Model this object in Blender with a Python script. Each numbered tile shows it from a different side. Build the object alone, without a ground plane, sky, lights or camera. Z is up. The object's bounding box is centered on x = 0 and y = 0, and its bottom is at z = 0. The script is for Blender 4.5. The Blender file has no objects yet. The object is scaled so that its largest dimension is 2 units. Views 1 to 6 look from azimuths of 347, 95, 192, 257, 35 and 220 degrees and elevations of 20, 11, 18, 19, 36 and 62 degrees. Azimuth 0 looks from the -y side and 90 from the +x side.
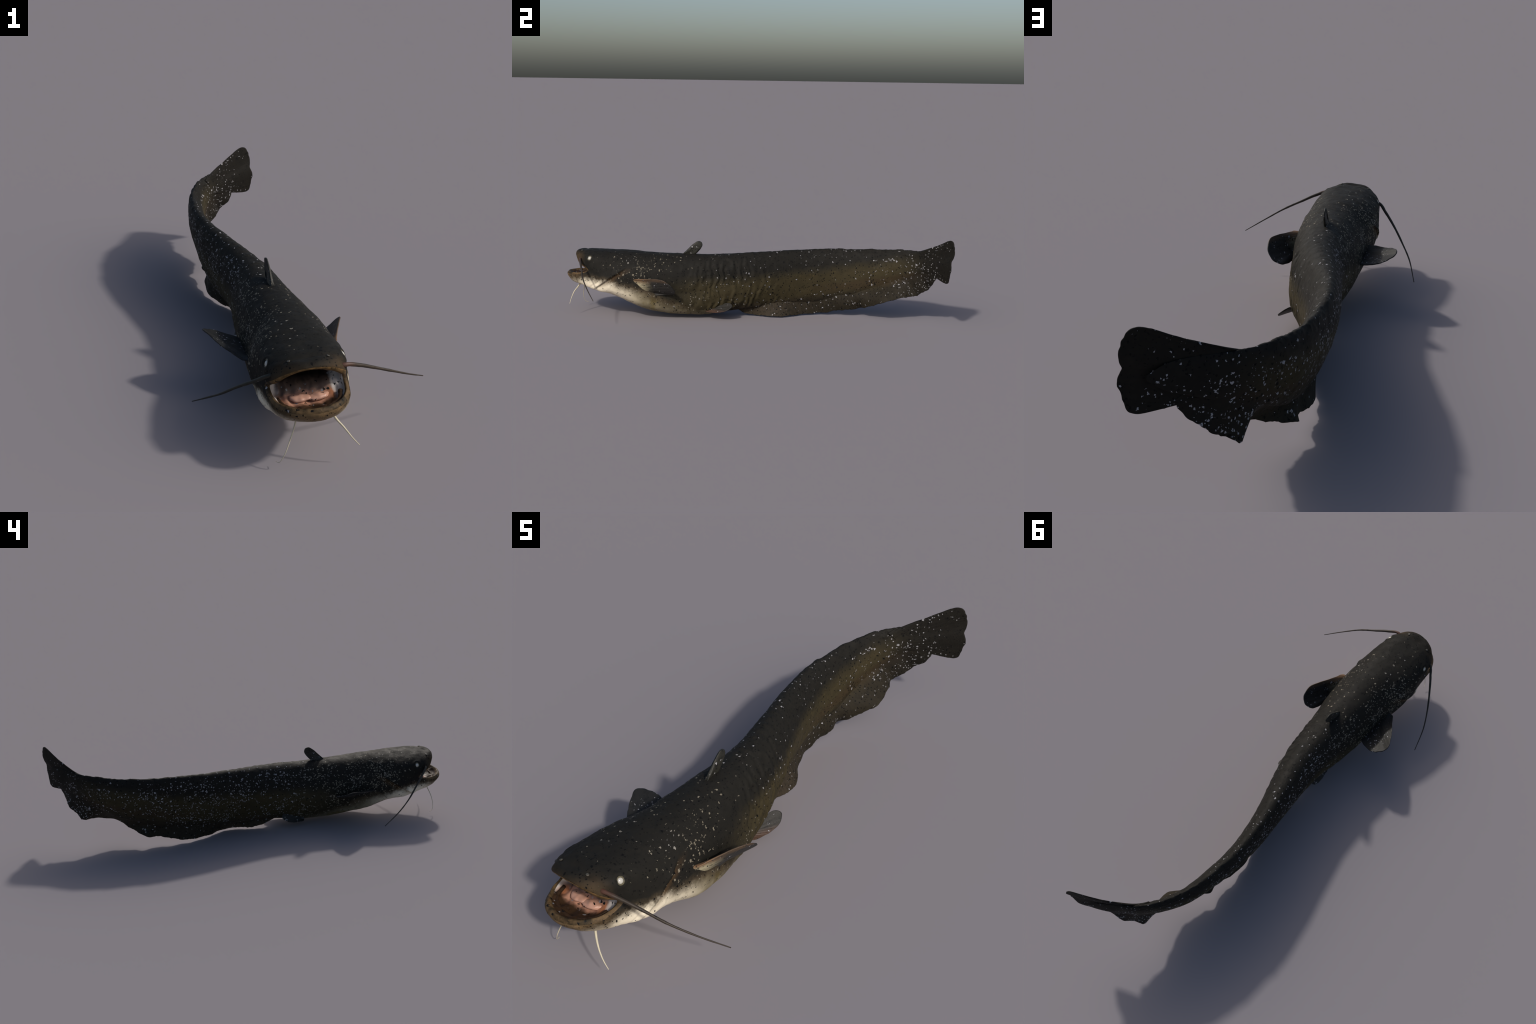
# Large wels-type catfish with an open mouth, body bent to one side.
import bpy, math, random
import numpy as np
from mathutils import Vector, noise

random.seed(7)
rng = np.random.default_rng(7)

# ------------------------------------------------------------------ helpers
def hermite(keys, params, q):
    """Cubic Hermite through keys (n, ...) at parameters, finite-difference tangents."""
    K = np.asarray(keys, float); p = np.asarray(params, float); q = np.asarray(q, float)
    n = len(p)
    h = np.diff(p)
    sh = (-1,) + (1,) * (K.ndim - 1)
    d = np.diff(K, axis=0) / h.reshape(sh)
    m = np.empty_like(K)
    m[0], m[-1] = d[0], d[-1]
    w = (h[:-1] / (h[:-1] + h[1:])).reshape(sh)
    m[1:-1] = d[:-1] * (1 - w) + d[1:] * w
    i = np.clip(np.searchsorted(p, q, side='right') - 1, 0, n - 2)
    t = ((q - p[i]) / h[i]).reshape(sh); hh = h[i].reshape(sh)
    t2, t3 = t * t, t * t * t
    return ((2*t3-3*t2+1) * K[i] + (t3-2*t2+t) * hh * m[i]
            + (-2*t3+3*t2) * K[i+1] + (t3-t2) * hh * m[i+1])

def smooth_curve(pts, n):
    P = np.asarray(pts, float)
    s = np.concatenate([[0], np.cumsum(np.linalg.norm(np.diff(P, axis=0), axis=1))])
    return hermite(P, s, np.linspace(0, s[-1], n))

def sstep(a, b, x):
    t = np.clip((np.asarray(x, float) - a) / (b - a), 0, 1)
    return t * t * (3 - 2 * t)

def bump(x, c, w):
    return np.exp(-((np.asarray(x, float) - c) / w) ** 2)

def fbm(P, scale, octaves=3, seed=0.0):
    off = Vector((seed * 3.1, seed * 1.7, seed * 5.3))
    return np.array([noise.fractal(Vector(p) * scale + off, 1.0, 2.0, octaves) for p in P])

def make_mesh(name, verts, faces, mat, smooth=True, parent=None):
    me = bpy.data.meshes.new(name)
    me.from_pydata([tuple(map(float, v)) for v in verts], [], [tuple(int(k) for k in f) for f in faces])
    me.validate(); me.update()
    me.materials.append(mat)
    if smooth:
        me.polygons.foreach_set('use_smooth', [True] * len(me.polygons))
    ob = bpy.data.objects.new(name, me)
    bpy.context.scene.collection.objects.link(ob)
    if parent: ob.parent = parent
    return ob

# ------------------------------------------------------------------ material nodes
class Nodes:
    def __init__(self, name):
        self.mat = bpy.data.materials.new(name); self.mat.use_nodes = True
        self.t = self.mat.node_tree; self.t.nodes.clear()
        self.out = self.t.nodes.new('ShaderNodeOutputMaterial')
        self.bsdf = self.t.nodes.new('ShaderNodeBsdfPrincipled')
        self.t.links.new(self.bsdf.outputs[0], self.out.inputs['Surface'])
        self.co = self.t.nodes.new('ShaderNodeTexCoord').outputs['Object']
        sep = self.t.nodes.new('ShaderNodeSeparateXYZ'); self.t.links.new(self.co, sep.inputs[0])
        self.x, self.y, self.z = sep.outputs
    def put(self, sock, v):
        if isinstance(v, (int, float)): sock.default_value = v
        elif isinstance(v, tuple):
            sock.default_value = v if len(v) == len(sock.default_value) else tuple(v) + (1,)
        else: self.t.links.new(v, sock)
    def m(self, op, a, b=0.0, c=None, clamp=False):
        n = self.t.nodes.new('ShaderNodeMath'); n.operation = op; n.use_clamp = clamp
        self.put(n.inputs[0], a); self.put(n.inputs[1], b)
        if c is not None: self.put(n.inputs[2], c)
        return n.outputs[0]
    def add(self, a, b): return self.m('ADD', a, b)
    def sub(self, a, b): return self.m('SUBTRACT', a, b)
    def mul(self, a, b): return self.m('MULTIPLY', a, b)
    def step(self, lo, hi, v, o0=0.0, o1=1.0):
        n = self.t.nodes.new('ShaderNodeMapRange'); n.interpolation_type = 'SMOOTHSTEP'
        self.put(n.inputs[0], v); self.put(n.inputs[1], lo); self.put(n.inputs[2], hi)
        self.put(n.inputs[3], o0); self.put(n.inputs[4], o1)
        return n.outputs[0]
    def curve(self, v, pts):
        """Piecewise-smooth scalar function of v through (v, value) points."""
        lo, hi = pts[0][0], pts[-1][0]
        mr = self.t.nodes.new('ShaderNodeMapRange'); self.put(mr.inputs[0], v)
        mr.inputs[1].default_value = lo; mr.inputs[2].default_value = hi
        n = self.t.nodes.new('ShaderNodeFloatCurve'); c = n.mapping.curves[0]
        self.t.links.new(mr.outputs[0], n.inputs['Value'])
        q = [((a - lo) / (hi - lo), b) for a, b in pts]
        c.points[0].location = q[0]; c.points[1].location = q[-1]
        for a in q[1:-1]: c.points.new(*a)
        n.mapping.update()
        return n.outputs[0]
    def vec(self, scale, src=None):
        n = self.t.nodes.new('ShaderNodeMapping'); self.put(n.inputs[0], src or self.co)
        n.inputs['Scale'].default_value = scale if isinstance(scale, tuple) else (scale,) * 3
        return n.outputs[0]
    def noise(self, scale, detail=3.0, rough=.5, src=None, w=0.0, color=False):
        n = self.t.nodes.new('ShaderNodeTexNoise'); n.noise_dimensions = '4D'
        self.put(n.inputs['Vector'], src or self.co); n.inputs['W'].default_value = w
        n.inputs['Scale'].default_value = scale; n.inputs['Detail'].default_value = detail
        n.inputs['Roughness'].default_value = rough
        return n.outputs['Color' if color else 'Fac']
    def warp(self, amount, scale, w=0.0):
        c = self.noise(scale, 2.0, .5, w=w, color=True)
        a = self.t.nodes.new('ShaderNodeVectorMath'); a.operation = 'SUBTRACT'
        self.put(a.inputs[0], c); a.inputs[1].default_value = (.5, .5, .5)
        b = self.t.nodes.new('ShaderNodeVectorMath'); b.operation = 'SCALE'
        self.put(b.inputs[0], a.outputs[0]); b.inputs['Scale'].default_value = amount
        d = self.t.nodes.new('ShaderNodeVectorMath'); d.operation = 'ADD'
        self.put(d.inputs[0], self.co); self.put(d.inputs[1], b.outputs[0])
        return d.outputs[0]
    def voronoi(self, scale, src=None, rnd=1.0):
        n = self.t.nodes.new('ShaderNodeTexVoronoi'); n.distance = 'CHEBYCHEV' if rnd == 1.0 else 'EUCLIDEAN'; self.put(n.inputs['Vector'], src or self.co)
        n.inputs['Scale'].default_value = scale; n.inputs['Randomness'].default_value = rnd
        s = self.t.nodes.new('ShaderNodeSeparateColor'); self.put(s.inputs[0], n.outputs['Color'])
        return n.outputs['Distance'], s.outputs[0], s.outputs[1]
    def mix(self, f, a, b):
        n = self.t.nodes.new('ShaderNodeMix'); n.data_type = 'RGBA'
        self.put(n.inputs[0], f); self.put(n.inputs[6], a); self.put(n.inputs[7], b)
        return n.outputs[2]
    def finish(self, color, rough=.6, spec=.3, bump_h=None, bump_s=.3, bump_d=.002, sss=0):
        self.put(self.bsdf.inputs['Base Color'], color)
        self.put(self.bsdf.inputs['Roughness'], rough)
        self.bsdf.inputs['Specular IOR Level'].default_value = spec
        if sss:
            self.bsdf.inputs['Subsurface Weight'].default_value = sss
            self.bsdf.inputs['Subsurface Radius'].default_value = (.01, .004, .002)
        if bump_h is not None:
            b = self.t.nodes.new('ShaderNodeBump'); b.inputs['Strength'].default_value = bump_s
            b.inputs['Distance'].default_value = bump_d; self.put(b.inputs['Height'], bump_h)
            self.t.links.new(b.outputs[0], self.bsdf.inputs['Normal'])
        return self.mat
    # flakes: small angular specks, gated by a density field
    def flakes(self, scale, size, density, w=0.0, stretch=None, warp=1.5, wscale=1.3):
        src = self.warp(warp / scale, wscale * scale, w)
        if stretch: src = self.vec(stretch, src)
        d, r1, r2 = self.voronoi(scale, src)
        lim = self.m('MULTIPLY', r2, size)
        small = self.m('LESS_THAN', d, lim)
        keep = self.m('LESS_THAN', r1, density)
        return self.mul(small, keep)

PALE = (.29, .285, .295)  # speck colour raised towards the brightness of sunlit ground behind scan holes
TAN = (.19, .168, .125)
BLACK = (.003, .003, .003)

def skin_specks(N, col, dens_light, dens_dark, warm=None):
    patch = N.step(.38, .68, N.noise(9, 3, .6, w=17.0))
    dl = N.mul(N.add(N.mul(patch, .7), N.step(.5, .9, N.y, .22, .34)), dens_light)
    fl = N.flakes(98, .36, N.mul(dl, .6), w=1.0, warp=1.5)
    fl2 = N.flakes(165, .44, dl, w=5.0, warp=1.4)
    fd = N.flakes(100, .36, dens_dark, w=9.0)
    fd2 = N.flakes(165, .44, N.mul(dens_dark, 1.2), w=14.0)
    col = N.mix(N.m('MAXIMUM', fd, fd2), col, BLACK)
    light = PALE if warm is None else N.mix(warm, PALE, TAN)
    return N.mix(N.m('MAXIMUM', fl, fl2), col, light)

def skin_material():
    N = Nodes('catfish_skin')
    y = N.y
    zr = N.sub(N.z, N.mul(N.add(N.x, .06), N.curve(y, [(-1, .09), (-.6, .07), (-.3, .02), (1, .0)])))
    wob = N.mul(N.sub(N.noise(14, 4, .6), .5), .05)
    wob2 = N.mul(N.sub(N.noise(40, 3, .6, w=2), .5), .02)
    zz = N.add(zr, N.add(wob, wob2))
    # dark back
    back = N.mix(N.noise(26, 4, .6), (.0090, .0086, .0074), (.0165, .0152, .0122))
    # olive flank band, rising towards the tail
    mid = N.curve(y, [(-1, .10), (-.6, .13), (-.3, .15), (0, .165), (.3, .19), (.6, .235), (.8, .28), (1, .33)])
    dz = N.sub(zz, mid)
    olive = N.mix(N.noise(18, 4, .6, w=4), (.030, .025, .013), (.060, .047, .022))
    band = N.mul(N.step(.085, .01, dz), N.mul(N.step(-.55, -.2, y), N.step(.93, .7, y)))
    col = N.mix(N.mul(band, .85), back, olive)
    # reddish line low on the tail flank
    red = N.mul(N.mul(N.step(-.015, -.04, dz), N.step(-.085, -.06, dz)), N.step(.2, .5, y))
    col = N.mix(N.mul(red, .4), col, (.036, .022, .013))
    # lateral line of yellowish dots
    ld, lr, lg = N.voronoi(60, rnd=.4)
    line = N.mul(N.mul(N.step(.016, .006, N.m('ABSOLUTE', N.sub(dz, .03))), N.step(.22, .1, ld)), N.mul(N.step(-.3, -.1, y), N.step(.8, .6, y)))
    col = N.mix(N.mul(line, .45), col, (.13, .10, .035))
    # pale throat and belly with a mottled edge
    edge = N.curve(y, [(-1, .185), (-.93, .190), (-.85, .190), (-.76, .180), (-.68, .164), (-.6, .148), (-.45, .096), (-.3, .052), (-.18, .045), (-.05, .02), (1, 0)])
    edged = N.sub(edge, zz)
    mott = N.mul(N.sub(N.noise(60, 4, .7, w=31), .5), .035)
    edged = N.add(edged, mott)
    belly = N.step(-.012, N.step(-.8, -.5, y, .028, .060), edged)
    greyb = N.step(-.72, -.54, y)
    bcol = N.mix(greyb, (.74, .66, .51), N.mix(N.noise(22, 4, .65, w=6), (.12, .10, .055), (.34, .295, .20)))
    bcol = N.mix(N.mul(N.step(.5, .68, N.noise(11, 3, .6, w=8)), N.step(-.75, -.55, y)), bcol, (.16, .125, .05))
    halo = N.step(-.03, .0, edged)
    col = N.mix(N.mul(N.mul(halo, N.step(-.2, -.5, y)), .6), col, (.075, .055, .032))
    col = N.mix(belly, col, bcol)
    # gill slit membrane, rusty strip behind the cover
    gl = N.sub(N.add(y, .66), N.mul(N.sub(zr, .245), 1.5))
    gm = N.mul(N.mul(N.step(-.006, .004, gl), N.step(.055, .015, gl)), N.mul(N.step(.265, .215, N.add(zr, wob)), N.step(.135, .16, zr)))
    col = N.mix(N.mul(gm, .45), col, N.mix(N.noise(35, 3, .6), (.045, .030, .012), (.13, .070, .030)))
    # brown snout and jaw skin grading to the lip
    fr = N.mul(N.step(-.865, -.93, y), N.step(.335, .30, zr))
    col = N.mix(N.mul(fr, .6), col, N.mix(N.noise(45, 3, .6), (.035, .028, .014), (.11, .065, .03)))
    chin = N.mul(N.step(-.955, -.985, N.add(y, wob)), N.step(.15, .175, zr))
    col = N.mix(N.mul(chin, .85), col, N.mix(N.noise(50, 3, .6, w=2), (.055, .042, .020), (.26, .165, .085)))  # jaw front tinted lighter orange-tan for the sun falling on it
    # thin fin skin below the keel line, darkening to the tail fin
    keel = N.curve(y, [(-1, 0), (-.16, .0), (-.10, .062), (0, .070), (.25, .100), (.5, .138), (.7, .19), (.85, .262), (1, .30)])
    fn = N.mul(N.step(-.022, .026, N.sub(keel, N.add(N.z, N.mul(wob2, .6)))), N.step(-.14, -.11, y))
    streak = N.noise(70, 3, .6, src=N.vec((.25, .9, .9)), w=3)
    fcol = N.mix(N.noise(45, 4, .65, w=8), N.mix(N.step(.0, .45, y), (.026, .020, .014), (.013, .011, .008)), N.mix(N.step(.0, .45, y), (.050, .039, .028), (.025, .021, .015)))
    fcol = N.mix(N.step(.5, .7, streak), fcol, (.014, .012, .010))
    col = N.mix(N.mul(fn, .85), col, fcol)
    col = N.mix(N.step(.80, .93, N.add(y, N.mul(wob, 1.5))), col, N.mix(N.noise(40, 4, .65, w=9), (.0065, .006, .0048), (.016, .014, .011)))
    # dark spots, and pale specks painting sunlit ground glimpsed through holes
    notbelly = N.sub(1.0, N.mul(belly, .9))
    top = N.add(.25, N.mul(N.step(.33, .30, zr), .75))
    dl = N.mul(N.mul(notbelly, top), N.curve(y, [(-1, .0), (-.86, .06), (-.80, .25), (-.70, .6), (-.5, .65), (-.2, .5), (.1, .42), (.3, .5), (.55, .5), (.75, .30), (.9, .36), (1, .45)]))
    bump_gill = N.mul(N.mul(N.step(-.80, -.70, y), N.step(-.42, -.55, y)), N.mul(N.step(.17, .2, N.z), N.step(.335, .31, N.z)))
    rightside = N.step(.03, -.05, N.sub(N.x, N.curve(y, [(-1, -.07), (-.5, -.05), (0, -.08), (.4, -.155), (.6, -.14), (.8, -.07), (1, .15)])))
    dl = N.mul(dl, N.add(N.add(.20, N.mul(bump_gill, .40)), N.mul(rightside, 1.05)))
    dd = N.mul(N.curve(y, [(-1, .22), (-.6, .2), (0, .24), (1, .22)]), N.sub(1.0, N.mul(belly, .6)))
    warm = N.mul(N.step(-.1, -.35, y), N.step(.25, .45, N.noise(5, 2, .5, w=15)))
    col = skin_specks(N, col, dl, dd, warm)
    b = N.add(N.mul(N.noise(60, 4, .65, w=1), .7), N.noise(220, 2, .6, w=2))
    return N.finish(col, N.step(.3, .7, N.noise(30, 3, .6, w=12), .6, .75), .10, b, .25, .003)

def fin_material(name, c0, c1, root=None, rays=None, light=.45):
    N = Nodes(name)
    col = N.mix(N.noise(40, 4, .65), c0, c1)
    streak = N.noise(60, 3, .6, src=N.vec((.35, .35, 2.2)), w=3)
    col = N.mix(N.step(.5, .7, streak), col, tuple(v * .55 for v in c0))
    if root is not None: col = root(N, col)
    col = skin_specks(N, col, light, .22)
    return N.finish(col, .55, .3, N.add(streak, N.noise(150, 2, .6)), .35, .002)

def mouth_material():
    N = Nodes('mouth_lining')
    n = N.noise(24, 4, .65)
    wy = N.add(N.y, N.add(N.mul(N.sub(n, .5), .04), N.mul(N.sub(N.noise(70, 3, .6, w=4), .5), .012)))
    flesh = N.mix(N.noise(40, 4, .6, w=5), (.30, .135, .08), (.52, .29, .20))
    ax = N.m('ABSOLUTE', N.add(N.x, .066))
    wall = N.mix(N.noise(45, 4, .65, w=7), (.13, .050, .020), (.36, .135, .060))
    flesh = N.mix(N.step(.052, .078, N.add(ax, N.mul(N.sub(n, .5), .02))), flesh, wall)
    front = N.mix(N.noise(60, 4, .7, w=2), (.012, .008, .0045), (.060, .030, .014))
    col = N.mix(N.step(-.898, -.922, wy), flesh, front)
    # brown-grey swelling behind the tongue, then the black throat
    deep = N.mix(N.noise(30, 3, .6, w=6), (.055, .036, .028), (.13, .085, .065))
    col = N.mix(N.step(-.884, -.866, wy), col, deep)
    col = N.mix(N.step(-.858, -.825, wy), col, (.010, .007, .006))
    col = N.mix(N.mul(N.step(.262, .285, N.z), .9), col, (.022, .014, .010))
    # white skin folds at the corners of the mouth
    wf = N.mul(N.step(.074, .088, N.add(ax, N.mul(N.sub(n, .5), .03))), N.mul(N.step(-.935, -.910, N.y), N.mul(N.step(.192, .207, N.z), N.step(.285, .262, N.z))))
    col = N.mix(wf, col, N.mix(N.noise(50, 3, .6, w=11), (.34, .30, .28), (.58, .54, .50)))
    col = N.mix(N.flakes(95, .34, .2, w=2.), col, BLACK)
    col = N.mix(N.flakes(110, .36, .2, w=6.), col, (.20, .20, .21))
    return N.finish(col, .5, .22, N.noise(70, 3, .6), .3, .003)

def lip_material():
    N = Nodes('lip_skin')
    n = N.noise(38, 4, .65)
    n = N.step(.3, .7, n)
    low = N.mix(n, (.022, .016, .008), (.125, .078, .036))
    up = N.mix(n, (.045, .030, .012), (.20, .115, .045))
    col = N.mix(N.step(.235, .265, N.z), low, up)
    col = N.mix(N.flakes(75, .36, .35, w=2., stretch=(1, 1, 1.6)), col, BLACK)
    col = N.mix(N.flakes(80, .3, .12, w=7.), col, PALE)
    return N.finish(col, .62, .15, N.noise(90, 3, .6), .3, .002)

def plain(name, a, b, scale=60, rough=.5, spec=.3, dark=0.0, light=0.0):
    N = Nodes(name)
    col = N.mix(N.noise(scale, 3, .6), a, b)
    if dark: col = N.mix(N.flakes(90, .36, dark, w=2.), col, BLACK)
    if light: col = N.mix(N.flakes(90, .36, light, w=4.), col, PALE)
    return N.finish(col, rough, spec, N.noise(scale * 2, 2, .5), .2, .001)

MAT_SKIN = skin_material()
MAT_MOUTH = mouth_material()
MAT_LIP = lip_material()

# ------------------------------------------------------------------ body control rings
H_X, H_Y = -.058, -.8425          # mid point between the eyes
H_ROLL = math.radians(5.0)        # the head is rolled, its left cheek higher
def head_to_world(P):
    """(y, w, z) in the head's own frame to world."""
    P = np.asarray(P, float)
    yh, w, z = P[..., 0], P[..., 1], P[..., 2]
    c, s = math.cos(H_ROLL), math.sin(H_ROLL)
    w2 = w * c - (z - .22) * s
    z2 = .22 + w * s + (z - .22) * c
    d = yh - H_Y
    return np.stack([H_X + .050 * d + .9987 * w2, H_Y + .9987 * d - .050 * w2, z2], -1)

NH = 110                           # samples over half a ring
NT = 2 * NH
tt = np.arange(NT) / NH            # 0 crest, 1 keel, back to 2
half_t = np.where(tt <= 1, tt, 2 - tt)
side = np.where(tt <= 1, 1.0, -1.0)

def ring_from_half(pts, keel=0.0, right=1.0):
    P = np.asarray(pts, float)
    n = len(P)
    full = np.concatenate([P[2:0:-1] * [1, -1, 1], P, P[-2:-4:-1] * [1, -1, 1]])
    par = np.concatenate([[-2, -1], np.arange(n), [n, n + 1]]) / (n - 1)
    q = hermite(full, par, half_t)
    q[:, 1] *= side
    q[:, 1] *= np.where(side < 0, right, 1.0)
    q[:, 1] += keel * sstep(.35, 1, half_t)
    return head_to_world(q)

# mouth rings: crest, brow, upper lip side, corner, jaw side, jaw front, chin   (y, w, z)
INNER = [
    [(-.755, 0, .284), (-.755, .006, .283), (-.755, .010, .280), (-.755, .012, .277), (-.755, .010, .273), (-.755, .006, .271), (-.755, 0, .270)],
    [(-.775, 0, .300), (-.775, .036, .297), (-.775, .060, .288), (-.780, .068, .268), (-.800, .058, .250), (-.812, .030, .243), (-.815, 0, .240)],
    [(-.835, 0, .305), (-.832, .048, .300), (-.826, .080, .284), (-.826, .088, .254), (-.846, .077, .230), (-.862, .044, .220), (-.866, 0, .217)],
    [(-.880, 0, .306), (-.870, .050, .299), (-.852, .086, .272), (-.842, .094, .236), (-.868, .084, .208), (-.888, .049, .196), (-.893, 0, .192)],
    [(-.918, 0, .309), (-.908, .050, .298), (-.886, .087, .266), (-.856, .099, .231), (-.898, .089, .202), (-.926, .051, .191), (-.934, 0, .189)],
]
LIP_IN = [(-.938, 0, .308), (-.928, .049, .296), (-.900, .088, .262), (-.862, .103, .229), (-.914, .094, .209), (-.958, .056, .205), (-.974, 0, .204)]
RIM = [(-.947, 0, .313), (-.937, .051, .301), (-.908, .096, .264), (-.861, .112, .230), (-.919, .101, .216), (-.971, .061, .216), (-.989, 0, .216)]
LIP_OUT = [(-.949, 0, .319), (-.940, .054, .309), (-.908, .103, .275), (-.850, .119, .230), (-.922, .110, .205), (-.980, .067, .205), (-.999, 0, .205)]
OUTER = [
    [(-.940, 0, .328), (-.927, .056, .322), (-.888, .107, .290), (-.835, .125, .227), (-.908, .111, .180), (-.962, .066, .174), (-.980, 0, .172)],
    [(-.905, 0, .331), (-.890, .061, .326), (-.850, .112, .295), (-.805, .131, .217), (-.855, .117, .155), (-.890, .070, .149), (-.905, 0, .143)],
    [(-.830, 0, .332), (-.820, .067, .325), (-.800, .120, .290), (-.772, .140, .207), (-.790, .126, .132), (-.802, .072, .126), (-.808, 0, .122)],
]
KEEL_HEAD = [0, 0, 0, 0, 0, 0, 0, 0, .002, .005, .009]      # the throat swings to the fish's left
RIGHT_HEAD = [1, 1, 1, 1, 1, 1, 1, .99, .98, .97, .96]       # and its right cheek is flatter
# trunk stations: y, x, crest z, keel z, half width, z of widest, upper and lower roundness, crest shift, keel shift, right side scale
TRUNK = [
    (-0.7, -0.051, 0.335, 0.088, 0.147, 0.185, 2.25, 2.6, -0.006, 0.018, 0.93),
    (-0.59, -0.043, 0.332, 0.045, 0.146, 0.155, 2.05, 2.6, 0, 0.026, 0.88),
    (-0.48, -0.046, 0.328, 0.021, 0.14, 0.145, 2.05, 2.4, 0.002, 0.033, 0.86),
    (-0.36, -0.052, 0.324, 0.013, 0.125, 0.142, 2.1, 2.3, 0.003, 0.035, 0.87),
    (-0.25, -0.054, 0.324, 0.012, 0.109, 0.152, 2.1, 2.2, 0.002, 0.03, 0.88),
    (-0.12, -0.062, 0.329, 0.034, 0.089, 0.176, 2.1, 1.95, -0.002, 0.022, 0.9),
    (0, -0.083, 0.335, 0.044, 0.075, 0.198, 2, 1.6, -0.009, 0.018, 0.95),
    (0.12, -0.11, 0.341, 0.052, 0.061, 0.21, 2, 1.42, -0.013, 0.017, 0.95),
    (0.25, -0.138, 0.346, 0.062, 0.051, 0.222, 1.95, 1.38, -0.016, 0.018, 0.95),
    (0.4, -0.156, 0.351, 0.084, 0.043, 0.238, 1.9, 1.36, -0.018, 0.023, 0.89),
    (0.55, -0.152, 0.355, 0.11, 0.036, 0.252, 1.9, 1.36, -0.016, 0.03, 0.9),
    (0.67, -0.133, 0.362, 0.152, 0.03, 0.27, 1.8, 1.36, -0.014, 0.022, 1),
    (0.77, -0.096, 0.369, 0.2, 0.021, 0.292, 1.8, 1.4, -0.011, 0.012, 1),
    (0.845, -0.047, 0.374, 0.243, 0.0135, 0.314, 1.7, 1.45, -0.007, 0.004, 1),
    (0.89, 0.002, 0.378, 0.268, 0.0085, 0.328, 1.6, 1.5, -0.003, 0, 1),
    (0.925, 0.041, 0.38, 0.29, 0.005, 0.338, 1.6, 1.5, 0, 0, 1),
    (0.955, 0.085, 0.372, 0.312, 0.0025, 0.344, 1.6, 1.6, 0, 0, 1),
    (0.975, 0.117, 0.352, 0.34, 0.001, 0.346, 2, 2, 0, 0, 1),
]
C = np.array([(s[1], s[0]) for s in TRUNK])
tang = np.gradient(C, axis=0); tang /= np.linalg.norm(tang, axis=1)[:, None]
tang[0] = (.050, .9987)

def trunk_ring(i):
    y, x, zt, zb, hw, zc, nu, nl, sh, ks, rs = TRUNK[i]
    a = np.pi * half_t
    up = half_t <= .5
    n = np.where(up, nu, nl)
    sn, cs = np.abs(np.sin(a)) ** (2 / n), np.abs(np.cos(a)) ** (2 / n)
    w = hw * sn * side
    dz = np.where(up, (zt - zc) * cs, -(zc - zb) * cs)
    w = np.where(w < 0, w * rs, w)
    w = w + np.where(up, sh * dz / (zt - zc), ks * -dz / (zc - zb))
    roll = H_ROLL * float(sstep(-.35, -.70, y)) if y < -.35 else 0.0
    c, s = math.cos(roll), math.sin(roll)
    wr, dzr = w * c - dz * s * .5, dz * c + w * s
    lat = np.array([tang[i][1], -tang[i][0]])
    return np.stack([x + lat[0] * wr, y + lat[1] * wr, zc + dzr], -1)

rings = []
for r, ks, rs in zip(INNER + [LIP_IN, RIM, LIP_OUT] + OUTER, KEEL_HEAD, RIGHT_HEAD): rings.append(ring_from_half(r, ks, rs))
for i in range(len(TRUNK)): rings.append(trunk_ring(i))
rings = np.array(rings)
par = np.concatenate([[0], np.cumsum(np.maximum(.008, np.linalg.norm(np.diff(rings, axis=0), axis=2).mean(1)))])
K_LIPIN, K_LIPOUT = 5, 7
q = []
for k in range(len(par) - 1):
    seg = par[k + 1] - par[k]
    n = max(4, int(seg / .0042))
    q += list(par[k] + seg * np.arange(n) / n)
q = np.array(q + [par[-1]])
G = hermite(rings, par, q)                       # rows x NT x 3
NR = len(q)
row_lipin = int(np.argmin(abs(q - (par[K_LIPIN] + .002))))
row_lipout = int(np.argmin(abs(q - par[K_LIPOUT])))

def grid_normals(G):
    du = np.gradient(G, axis=0)
    dv = np.roll(G, -1, 1) - np.roll(G, 1, 1)
    n = np.cross(du, dv)
    n /= np.linalg.norm(n, axis=2)[..., None] + 1e-12
    return n
Nn = grid_normals(G)
mid_row = NR // 2
if (Nn[mid_row, NH // 2] @ np.array([1.0, 0, 0])) < 0: Nn = -Nn
FLIP = None

# surface relief -----------------------------------------------------------
X, Y, Z = G[..., 0], G[..., 1], G[..., 2]
flat = G.reshape(-1, 3)
n1 = fbm(flat, 9, 3, 1).reshape(NR, NT)
n2 = fbm(flat, 34, 3, 2).reshape(NR, NT)
outer = (np.arange(NR) > row_lipout)[:, None] * 1.0
inner = (np.arange(NR) < row_lipin)[:, None] * 1.0
fade_tail = sstep(.95, .7, Y)
left = np.broadcast_to(side[None, :], Y.shape)
disp = outer * fade_tail * (n1 * .0026 + n2 * .0013)
# compression folds on the inner side of the bend
fold_y = Y + .02 * n1 + .16 * (Z - .19) ** 2 * 4
n0 = fbm(flat, 4.5, 2, 5).reshape(NR, NT)
folds = np.sin(2 * np.pi * fold_y / .040 + 3.4 * n1 + 4.0 * n0)
fold_mask = np.where(left > 0, 1, .18) * sstep(-.36, -.24, Y) * sstep(.24, .02, Y) * sstep(.03, .08, Z) * (1 - .55 * sstep(.25, .33, Z))
disp += outer * fold_mask * .0042 * folds * np.clip(.75 + 1.0 * n0 + .5 * n1, .1, 1.2) * (1 - .6 * sstep(-.08, .10, Y))
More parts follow.
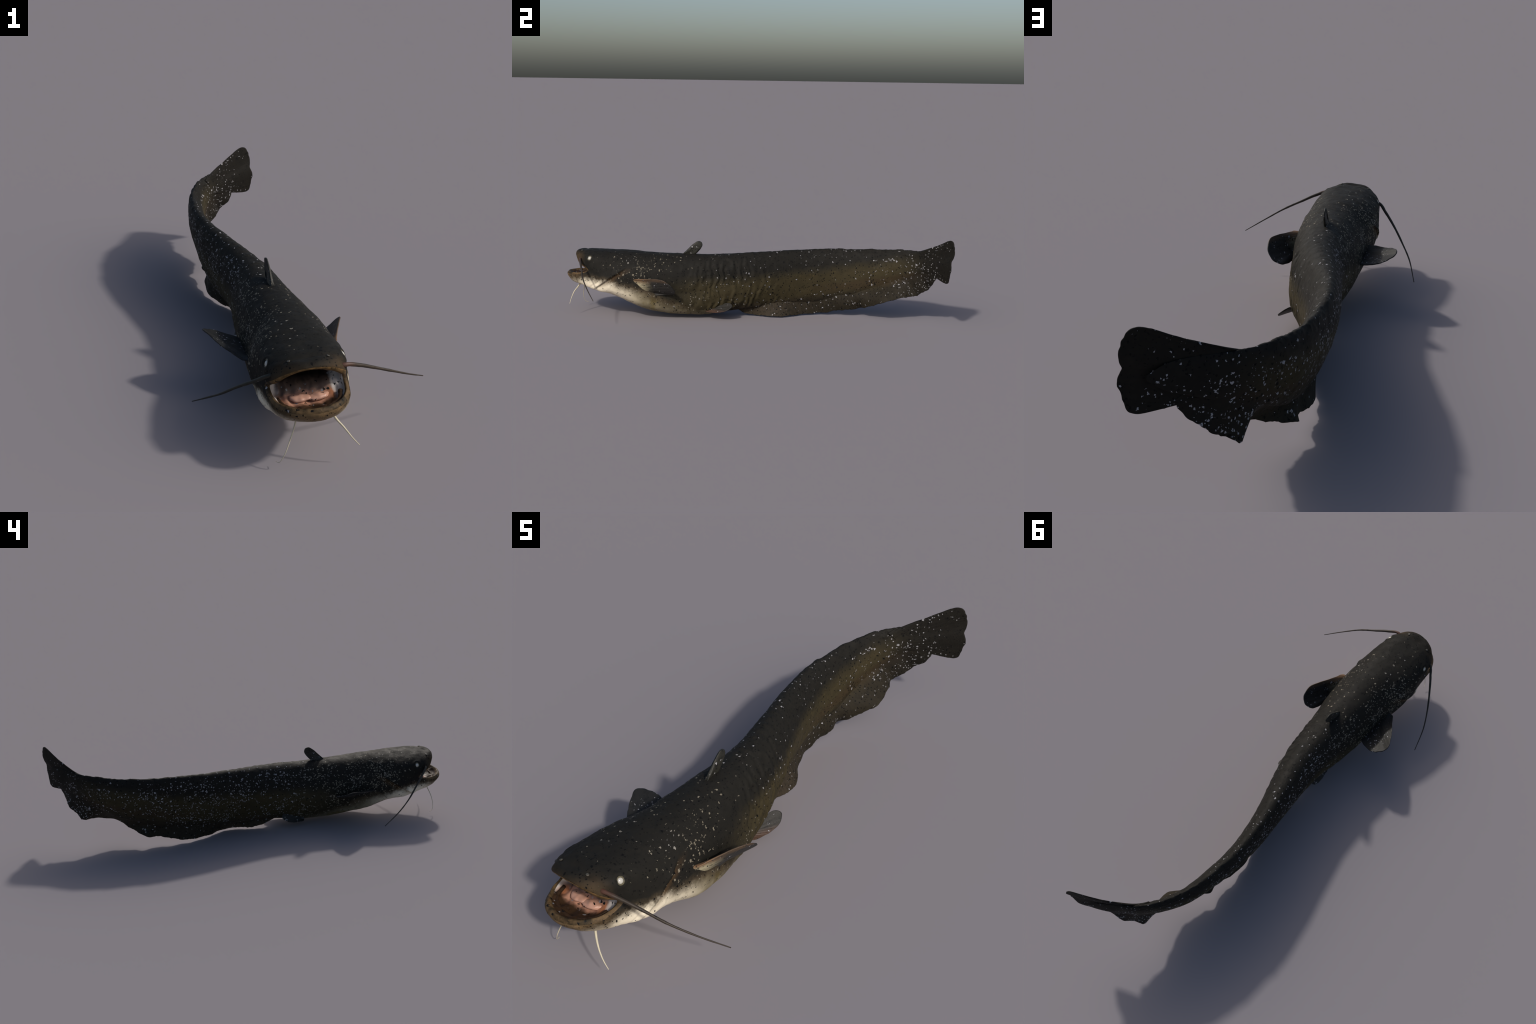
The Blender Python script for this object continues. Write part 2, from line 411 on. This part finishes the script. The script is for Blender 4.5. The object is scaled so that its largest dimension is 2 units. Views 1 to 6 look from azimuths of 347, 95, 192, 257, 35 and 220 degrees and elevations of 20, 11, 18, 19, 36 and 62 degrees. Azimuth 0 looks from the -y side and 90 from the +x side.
# gill cover: raised rim, step down behind it
zr = Z - .08 * (X + .05)
gl = (Y + .66) - (zr - .245) * 1.5
gm = sstep(.262, .225, zr) * sstep(.12, .16, zr)
disp += outer * gm * (np.where(gl < 0, .0065 * np.exp(gl / .035), -.0045 * np.exp(-gl / .02)))
gl2 = gl + .035
disp += outer * gm * (-.003 * bump(gl2, 0, .006)) * sstep(.21, .18, zr)
# brow swelling around the eyes, cheek muscle, groove behind upper lip
for ex, ey, ez in ((.044, -.851, .303), (-.172, -.834, .283)):
    d = np.sqrt((X - ex) ** 2 + (Y - ey) ** 2 + (Z - ez) ** 2)
    disp += outer * (.0035 * bump(d, .018, .008) - .003 * bump(d, 0, .011))
disp += outer * -.003 * bump(Y + .06 * (Z - .3), -.9, .012) * sstep(.27, .30, Z)
# dorsal crest unevenness on the tail
disp += outer * sstep(.2, .6, Y) * sstep(.92, .8, Y) * sstep(.325, .35, Z) * .003 * n2
# lining: pleats running back
disp += inner * (.006 * n1 + .003 * n2 + .002 * np.sin(half_t[None, :] * 44 + 6 * n1) * sstep(.25, .2, Z))
# lips: fleshy lumps
lipm = ((np.arange(NR) >= row_lipin) & (np.arange(NR) <= row_lipout))[:, None] * 1.0
disp += lipm * (.0015 * n1 + .0012 * n2)
G = G + Nn * disp[..., None]

def quad_faces(rows, cols_closed=True):
    f = []
    for i in rows:
        a = i * NT; b = (i + 1) * NT
        for j in range(NT):
            k = (j + 1) % NT
            f.append((a + j, a + k, b + k, b + j))
    return np.array(f)

V = G.reshape(-1, 3)
row_gill_end = None
all_faces = quad_faces(range(NR - 1))
# orientation check: outward normals on the trunk
fa = all_faces[(mid_row * NT) + NH // 2]
if np.cross(V[fa[1]] - V[fa[0]], V[fa[2]] - V[fa[0]])[0] < 0:
    all_faces = all_faces[:, ::-1]
fn = np.cross(V[all_faces[:, 2]] - V[all_faces[:, 0]], V[all_faces[:, 3]] - V[all_faces[:, 1]])
vn = np.zeros_like(V)
for c in range(4): np.add.at(vn, all_faces[:, c], fn)
vn /= np.linalg.norm(vn, axis=1)[:, None] + 1e-15

root = bpy.data.objects.new('catfish', None)
bpy.context.scene.collection.objects.link(root)
root['label'] = 'large dark catfish with gaping mouth and long barbels'
root['category'] = 'fish'

face_row = np.repeat(np.arange(NR - 1), NT)
face_y = V[all_faces].mean(1)[:, 1]
face_z = V[all_faces].mean(1)[:, 2]
face_t = np.tile(half_t, NR - 1)
reg = np.where(face_row < row_lipin, 0, np.where(face_row < row_lipout, 1, 2))
gill_row = int(np.argmin(abs(q - par[11])))        # end of the head
vent_row = int(np.argmin(abs(q - par[16])))        # vent, where the tail starts
reg = np.where((reg == 2) & (face_row >= gill_row), 4, reg)
reg = np.where((reg == 4) & (face_row >= vent_row), 5, reg)
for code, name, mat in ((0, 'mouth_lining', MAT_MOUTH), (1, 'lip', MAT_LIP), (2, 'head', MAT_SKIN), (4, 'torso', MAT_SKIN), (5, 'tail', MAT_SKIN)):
    fs = all_faces[reg == code]
    used, inv = np.unique(fs, return_inverse=True)
    extra = []
    fl = inv.reshape(fs.shape).tolist()
    if code == 0:      # close the throat
        first = [int(np.where(used == j)[0][0]) for j in range(NT)]
        fl.append(tuple(first))
    if code == 5:
        last = [int(np.where(used == (NR - 1) * NT + j)[0][0]) for j in range(NT)]
        fl.append(tuple(last))
    ob = make_mesh(name, V[used], fl, mat, parent=root)
    ob.data.normals_split_custom_set_from_vertices([tuple(n) for n in vn[used]])

# ------------------------------------------------------------------ fins
def fin(name, base, edge, mat, thick0=.012, thick1=.0025, rays=18, nr=90, nb=40, ripple=None, ragged=.002, seed=1, ridge=.0010, sag=None, bend=None):
    """Fan-shaped fin from a root line to an outer edge line, with thickness and rays."""
    B = smooth_curve(base, nr); E = smooth_curve(edge, nr)
    r = np.linspace(0, 1, nr); b = np.linspace(0, 1, nb)
    lr = np.random.default_rng(seed)
    jag = np.interp(r, np.linspace(0, 1, rays * 2 + 1), lr.uniform(-1, 1, rays * 2 + 1)) * ragged
    jag = jag * (.4 + .6 * np.abs(np.sin(r * 17 + seed))) + .6 * ragged * np.sin(r * rays * 1.3 + 2 * np.sin(r * 9))
    D = E - B
    L = np.linalg.norm(D, axis=1)
    D = D * (1 + jag / np.maximum(L, .01))[:, None]
    P = B[:, None] + D[:, None] * b[None, :, None]
    if bend is not None: P = bend(P, b)
    du = np.gradient(P, axis=0); dv = np.gradient(P, axis=1)
    n = np.cross(du, dv); n /= np.linalg.norm(n, axis=2)[..., None] + 1e-9
    if sag is not None: P = P + n * sag(r[:, None], b[None, :])[..., None]
    if ripple is not None: P = P + n * ripple(r[:, None], b[None, :])[..., None]
    ray = np.abs(np.sin(np.pi * r * rays)) ** .7
    if callable(thick0): thick0 = thick0(r)[:, None]
    th = (thick0 + (thick1 - thick0) * b[None, :] ** .5) * .5
    edgef = np.minimum(1, np.minimum(r, 1 - r)[:, None] * 14) ** .5
    th = th * (.35 + .65 * edgef) + ridge * ray[:, None] * np.minimum(1, 3 * b)[None, :] * (1 - .6 * b)[None, :]
    A1 = P + n * th[..., None]; A2 = P - n * th[..., None]
    verts = np.concatenate([A1.reshape(-1, 3), A2.reshape(-1, 3)])
    M = nr * nb; f = []
    idx = lambda i, j: i * nb + j
    for i in range(nr - 1):
        for j in range(nb - 1):
            f.append((idx(i, j), idx(i + 1, j), idx(i + 1, j + 1), idx(i, j + 1)))
            f.append((M + idx(i, j), M + idx(i, j + 1), M + idx(i + 1, j + 1), M + idx(i + 1, j)))
    for i in range(nr - 1):
        f.append((idx(i, nb - 1), idx(i + 1, nb - 1), M + idx(i + 1, nb - 1), M + idx(i, nb - 1)))
        f.append((idx(i + 1, 0), idx(i, 0), M + idx(i, 0), M + idx(i + 1, 0)))
    for j in range(nb - 1):
        f.append((idx(0, j), idx(0, j + 1), M + idx(0, j + 1), M + idx(0, j)))
        f.append((idx(nr - 1, j + 1), idx(nr - 1, j), M + idx(nr - 1, j), M + idx(nr - 1, j + 1)))
    return make_mesh(name, verts, f, mat, parent=root)

def anal_root(N, col):
    c2 = N.mix(N.step(.1, .5, N.y), (.085, .062, .048), (.030, .026, .021))
    c3 = N.mix(N.step(.72, .86, N.y), c2, (.013, .012, .010))
    n = N.noise(55, 4, .65, w=8)
    return N.mix(N.step(.25, .75, n, .35, 1.0), col, c3)
MAT_ANAL = fin_material('anal_fin_skin', (.024, .021, .017), (.045, .038, .030), anal_root, light=.42)
MAT_TAILFIN = fin_material('tail_fin_skin', (.009, .0085, .0075), (.018, .0165, .014), light=.38)
MAT_DORSAL = fin_material('dorsal_fin_skin', (.014, .014, .011), (.028, .027, .020), light=.3)
def pec_root(N, col):
    a = N.step(-.50, -.585, N.add(N.y, N.mul(N.sub(N.noise(25, 3, .6, w=3), .5), .06)))
    b = N.step(.18, .215, N.z)
    col = N.mix(a, col, N.mix(b, N.mix(N.noise(30, 3, .6), (.30, .26, .14), (.50, .45, .32)), (.20, .115, .06)))
    return N.mix(N.mul(N.step(.205, .222, N.z), .5), col, (.12, .07, .035))
MAT_PEC = fin_material('pectoral_fin_skin', (.012, .012, .011), (.040, .037, .033), pec_root, light=.25)
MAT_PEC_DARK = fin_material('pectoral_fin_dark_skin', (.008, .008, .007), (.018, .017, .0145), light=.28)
def pel_root(N, col):
    return N.mix(N.mul(N.step(.06, .04, N.z), .6), col, (.10, .050, .030))
MAT_PEL = fin_material('pelvic_fin_skin', (.012, .011, .0085), (.028, .025, .020), pel_root, light=.15)

def tail_x(y):
    Y_ = [.70, .77, .81, .852, .890, .915, .950, .984, 1.0]; X_ = [-.120, -.092, -.068, -.038, .002, .030, .078, .131, .158]
    return hermite(np.array(X_)[:, None], np.array(Y_), np.clip(np.asarray(y), .70, 1.0).ravel())[:, 0].reshape(np.shape(y))
def follow_tail(P, b):
    """keep the fin on the curved centre line; offsets of root and edge are blended along each ray"""
    r0 = P[:, :1, 0] - tail_x(P[:, :1, 1]); r1 = P[:, -1:, 0] - tail_x(P[:, -1:, 1])
    P[..., 0] = tail_x(P[..., 1]) + r0 * (1 - b) * .3 + r1 * b ** 1.3
    return P
def bow_in(P, b):
    P[..., 0] += .017 * bump(P[..., 1], .56, .19) * np.sin(np.pi * b)[None, :]
    return P
# anal fin: root along the keel, rippling free edge
keel = [(s[1] + s[9] * .7, s[0], s[3] + .050 * (1 - .5 * max(0, s[0]))) for s in TRUNK if -.13 < s[0] < .86] + [(.005, .89, .30), (.04, .912, .305)]
edge = [(-.066, -.118, .046), (-.064, -.06, .016), (-.061, .003, .005), (-.048, .07, .0045), (-.040, .125, .005), (-.066, .18, .005),
        (-.120, .277, .006), (-.137, .35, .010), (-.137, .42, .022), (-.122, .47, .034), (-.121, .50, .037), (-.128, .545, .043),
        (-.098, .58, .057), (-.062, .62, .077), (-.036, .645, .092), (-.016, .70, .116), (-.026, .755, .130), (-.037, .793, .134),
        (-.050, .838, .140), (-.022, .866, .163), (.002, .892, .188), (.045, .908, .222), (.070, .925, .258), (.075, .93, .276)]
fin('anal_fin', keel, edge, MAT_SKIN, lambda r: .030 - .020 * np.minimum(1, r * 1.25), .0028, rays=86, nr=420, nb=44, ragged=.0022, seed=3, ridge=.0009,
    ripple=lambda r, b: .0025 * np.sin(r * 70) * b ** 1.5, bend=bow_in)

# tail fin
base = [(-.078, .800, .360), (-.062, .815, .345), (-.045, .832, .320), (-.03, .850, .295), (-.012, .870, .275)]
edge = [(-.066, .825, .369), (-.046, .852, .375), (-.006, .888, .397), (.032, .918, .417), (.085, .957, .446), (.118, .978, .463), (.138, .988, .464), (.158, .996, .445),
        (.168, .998, .415), (.170, .992, .385), (.168, .985, .370), (.176, .984, .355), (.181, .983, .335), (.176, .980, .308), (.172, .978, .285),
        (.163, .974, .261), (.145, .965, .254), (.12, .952, .257), (.095, .940, .268), (.075, .93, .276), (.045, .912, .278)]
fin('tail_fin', base, edge, MAT_SKIN, .013, .0028, rays=30, nr=200, nb=60, ragged=.0022, seed=5, ridge=.0007, bend=follow_tail)

# dorsal fin
yb, zb_ = -.388, .316
base = [(-.048, yb, zb_), (-.050, yb + .03, zb_ + .001), (-.053, yb + .066, zb_ + .001)]
edge = [(-.048, yb + .010, zb_ + .008), (-.049, yb + .040, zb_ + .038), (-.049, yb + .068, zb_ + .064), (-.050, yb + .092, zb_ + .077), (-.051, yb + .108, zb_ + .072),
        (-.050, yb + .113, zb_ + .056), (-.051, yb + .104, zb_ + .038), (-.053, yb + .085, zb_ + .021), (-.054, yb + .068, zb_ + .006)]
fin('dorsal_fin', base, edge, MAT_DORSAL, .014, .004, rays=6, nr=70, nb=30, ragged=.001, seed=6,
    sag=lambda r, b: .006 * np.sin(b * 3.0) + 0 * r)

# pectoral fins
base = [(.090, -.612, .205), (.085, -.600, .18), (.083, -.585, .155), (.083, -.56, .135)]
edge = [(.110, -.602, .212), (.137, -.53, .222), (.160, -.475, .228), (.175, -.437, .225), (.175, -.410, .207), (.164, -.388, .180), (.147, -.382, .160),
        (.124, -.392, .147), (.110, -.42, .139), (.103, -.47, .132), (.096, -.53, .128)]
fin('pectoral_fin', base, edge, MAT_PEC, .018, .003, rays=14, nr=100, nb=44, ragged=.003, seed=8)
base = [(-.150, -.615, .185), (-.150, -.59, .172), (-.148, -.55, .160), (-.140, -.48, .155)]
edge = [(-.190, -.602, .178), (-.222, -.555, .188), (-.248, -.52, .197), (-.272, -.478, .211), (-.284, -.448, .214), (-.283, -.418, .206), (-.264, -.397, .195),
        (-.236, -.389, .183), (-.205, -.394, .172), (-.180, -.402, .166), (-.150, -.42, .158)]
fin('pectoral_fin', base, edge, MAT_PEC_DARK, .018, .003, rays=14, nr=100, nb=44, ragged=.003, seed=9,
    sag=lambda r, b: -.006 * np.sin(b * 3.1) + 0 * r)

# pelvic fins
base = [(.020, -.250, .040), (.022, -.225, .052), (.022, -.200, .066)]
edge = [(.045, -.242, .040), (.062, -.195, .040), (.073, -.15, .048), (.072, -.117, .062), (.060, -.102, .077), (.044, -.112, .087), (.030, -.15, .083), (.022, -.19, .075)]
fin('pelvic_fin', base, edge, MAT_PEL, .012, .003, rays=10, nr=70, nb=34, ragged=.002, seed=11)
base = [(-.085, -.262, .030), (-.088, -.235, .045), (-.090, -.205, .060)]
edge = [(-.108, -.255, .026), (-.120, -.20, .026), (-.122, -.165, .036), (-.120, -.142, .052), (-.113, -.138, .066), (-.100, -.16, .075), (-.095, -.19, .07)]
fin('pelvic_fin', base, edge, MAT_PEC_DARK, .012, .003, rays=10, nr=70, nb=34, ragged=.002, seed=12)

# ------------------------------------------------------------------ tubes (barbels)
def tube(name, pts, r0, r1, mat, n=90, m=14, wig=.0, power=1.0, parent=None):
    P = smooth_curve(pts, n)
    t = np.gradient(P, axis=0); t /= np.linalg.norm(t, axis=1)[:, None]
    up = np.array([0, 0, 1.0]); V_, F = [], []
    for i in range(n):
        a = np.cross(t[i], up); a /= np.linalg.norm(a); b = np.cross(a, t[i])
        f = i / (n - 1)
        rad = r0 + (r1 - r0) * f ** power
        rad *= 1 + wig * noise.noise(Vector((f * 22, r0 * 900, 1.5)))
        for k in range(m):
            th = 2 * math.pi * k / m
            V_.append(P[i] + rad * (math.cos(th) * a + math.sin(th) * b))
    for i in range(n - 1):
        for k in range(m):
            F.append((i * m + k, i * m + (k + 1) % m, (i + 1) * m + (k + 1) % m, (i + 1) * m + k))
    F.append(tuple(range(m))[::-1]); F.append(tuple((n - 1) * m + k for k in range(m)))
    return make_mesh(name, V_, F, mat, parent=parent or root)

def barbel_material():
    N = Nodes('barbel_skin')
    col = N.mix(N.noise(60, 3, .6), (.018, .014, .010), (.050, .036, .024))
    d = N.m('ABSOLUTE', N.add(N.x, .066))
    col = N.mix(N.step(.15, .10, d), col, (.085, .040, .026))
    col = N.mix(N.flakes(80, .4, .25, w=2.), col, BLACK)
    return N.finish(col, .5, .3)
MAT_BARB = barbel_material()
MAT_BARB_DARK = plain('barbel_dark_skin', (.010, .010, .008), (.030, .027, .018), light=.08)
MAT_CHIN = plain('chin_barbel_skin', (.45, .40, .28), (.62, .56, .42), dark=.1)
tube('barbel', [(.020, -.903, .292), (.036, -.904, .296), (.085, -.888, .283), (.14, -.866, .259), (.202, -.842, .231), (.278, -.797, .190), (.347, -.748, .152)], .0072, .0016, MAT_BARB, wig=.15, power=.8)
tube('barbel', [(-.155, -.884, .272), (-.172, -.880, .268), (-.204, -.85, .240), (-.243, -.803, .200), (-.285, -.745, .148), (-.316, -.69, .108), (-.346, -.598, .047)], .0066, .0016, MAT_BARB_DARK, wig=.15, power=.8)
tube('chin_barbel', [(.000, -.915, .170), (.006, -.922, .152), (.034, -.943, .118), (.060, -.952, .085), (.079, -.954, .064)], .0044, .0010, MAT_CHIN, n=60, m=10)
tube('chin_barbel', [(-.100, -.915, .150), (-.106, -.924, .132), (-.124, -.940, .088), (-.140, -.944, .045), (-.150, -.936, .022), (-.156, -.922, .016)], .0026, .0007, MAT_CHIN, n=60, m=10)

# ------------------------------------------------------------------ eyes, nostrils, mouth parts
def ellipsoid(name, c, axes, rads, mat, nu=40, nv=24, lump=0.0, parent=None):
    A = [Vector(a).normalized() for a in axes]; Vv, F = [], []
    for i in range(nv + 1):
        ph = math.pi * i / nv
        for k in range(nu):
            th = 2 * math.pi * k / nu
            l = (math.sin(ph) * math.cos(th), math.sin(ph) * math.sin(th), math.cos(ph))
            p = Vector(c)
            for a, rr, s in zip(A, rads, l): p = p + a * rr * s
            if lump: p = p + (p - Vector(c)) * lump * noise.noise(p * 60)
            Vv.append(p)
    for i in range(nv):
        for k in range(nu):
            F.append((i * nu + k, (i + 1) * nu + k, (i + 1) * nu + (k + 1) % nu, i * nu + (k + 1) % nu))
    return make_mesh(name, Vv, F, mat, parent=parent or root)

def surface_at(y, w_sign, z):
    """closest skin vertex to a target point; returns position and normal"""
    tgt = np.array(head_to_world((y, w_sign * .12, z)))
    m = (reg_v >= 2)
    i = np.argmin(np.where(m, ((V - tgt) ** 2).sum(1), 9e9))
    return V[i], vn[i]
reg_v = np.repeat(np.arange(NR), NT); reg_v = np.where(reg_v > row_lipout, 2, 0)

def frame(n):
    n = Vector(n).normalized(); a = n.cross(Vector((0, 0, 1))).normalized(); return a, n.cross(a), n

MAT_EYE = plain('eyeball', (.38, .36, .32), (.56, .54, .48), 90, .12, .5)
MAT_EYERING = plain('eyelid_skin', (.030, .026, .014), (.15, .13, .075), 120, .4, .35)
MAT_NOST = plain('nostril_skin', (.03, .028, .022), (.10, .09, .07), 150, .45, .3)

def ring(name, c, axes, R, r, mat, parent=None, nu=48, nv=14):
    a, b, n = axes; Vv, F = [], []
    for i in range(nu):
        th = 2 * math.pi * i / nu; d = a * math.cos(th) + b * math.sin(th)
        for k in range(nv):
            ph = 2 * math.pi * k / nv
            Vv.append(Vector(c) + d * (R + r * math.cos(ph)) + n * (r * .7 * math.sin(ph)))
    for i in range(nu):
        for k in range(nv):
            F.append((i * nv + k, ((i + 1) % nu) * nv + k, ((i + 1) % nu) * nv + (k + 1) % nv, i * nv + (k + 1) % nv))
    return make_mesh(name, Vv, F, mat, parent=parent or root)

def nearest(p):
    i = np.argmin(np.where(reg_v >= 2, ((V - np.array(p)) ** 2).sum(1), 9e9)); return V[i], vn[i]

for p in ((.044, -.851, .303), (-.172, -.834, .283)):
    P, n = nearest(p); ax = frame(n)
    e = ellipsoid('eye', Vector(P) + ax[2] * -.001, ax, (.0095, .0095, .0065), MAT_EYE)
    ring('eyelid', Vector(P) + ax[2] * .0015, ax, .0112, .0024, MAT_EYERING, parent=e)
for p in ((-.016, -.91, .326), (-.127, -.901, .321)):
    P, n = nearest(p); ax = frame(n)
    ring('nostril', Vector(P) + ax[2] * .002, ax, .0026, .0024, MAT_NOST, nu=24, nv=10)

MAT_TONGUE = plain('tongue_flesh', (.40, .20, .135), (.58, .34, .25), 45, .35, .4, dark=.12)  # pink lightened to carry the sunlight reaching the tongue
MAT_TEETH = plain('tooth_band', (.012, .008, .0045), (.055, .028, .014), 160, .65, .15, dark=.1)
MAT_ARCH = plain('gill_arch_flesh', (.035, .020, .014), (.10, .058, .042), 60, .35, .4)
MAT_FOLD = plain('mouth_corner_fold', (.42, .37, .33), (.66, .61, .56), 60, .35, .4, dark=.15)
hw_ = lambda y, w, z: Vector(head_to_world((y, w, z)))
hx, hy, hz = (hw_(0, 1, 0) - hw_(0, 0, 0)), (hw_(1, 0, 0) - hw_(0, 0, 0)), (hw_(0, 0, 1) - hw_(0, 0, 0))
for s in (-1, 1):
    ellipsoid('tongue', hw_(-.890, .028 * s, .196 - .001 * s), (hx, hy * .9 + hx * .25 * s, hz), (.030, .019, .0095), MAT_TONGUE, lump=.35)
tube('tooth_pad', [hw_(-.890, -.091, .203), hw_(-.925, -.080, .199), hw_(-.950, -.046, .194), hw_(-.960, 0, .192), hw_(-.950, .046, .194), hw_(-.925, .080, .199), hw_(-.890, .091, .203)], .0065, .0065, MAT_TEETH, wig=.3)
for s in (-1, 1):
    for k in range(2):
        y0 = -.826 + .026 * k
        tube('gill_arch', [hw_(y0 - .005, .030 * s, .190 + .012 * k), hw_(y0, .062 * s, .200 + .01 * k), hw_(y0 + .004, (.086 - .008 * k) * s, .230), hw_(y0, (.080 - .008 * k) * s, .262), hw_(y0 - .01, .05 * s, .290)], .0060, .005, MAT_ARCH, n=50, wig=.35)
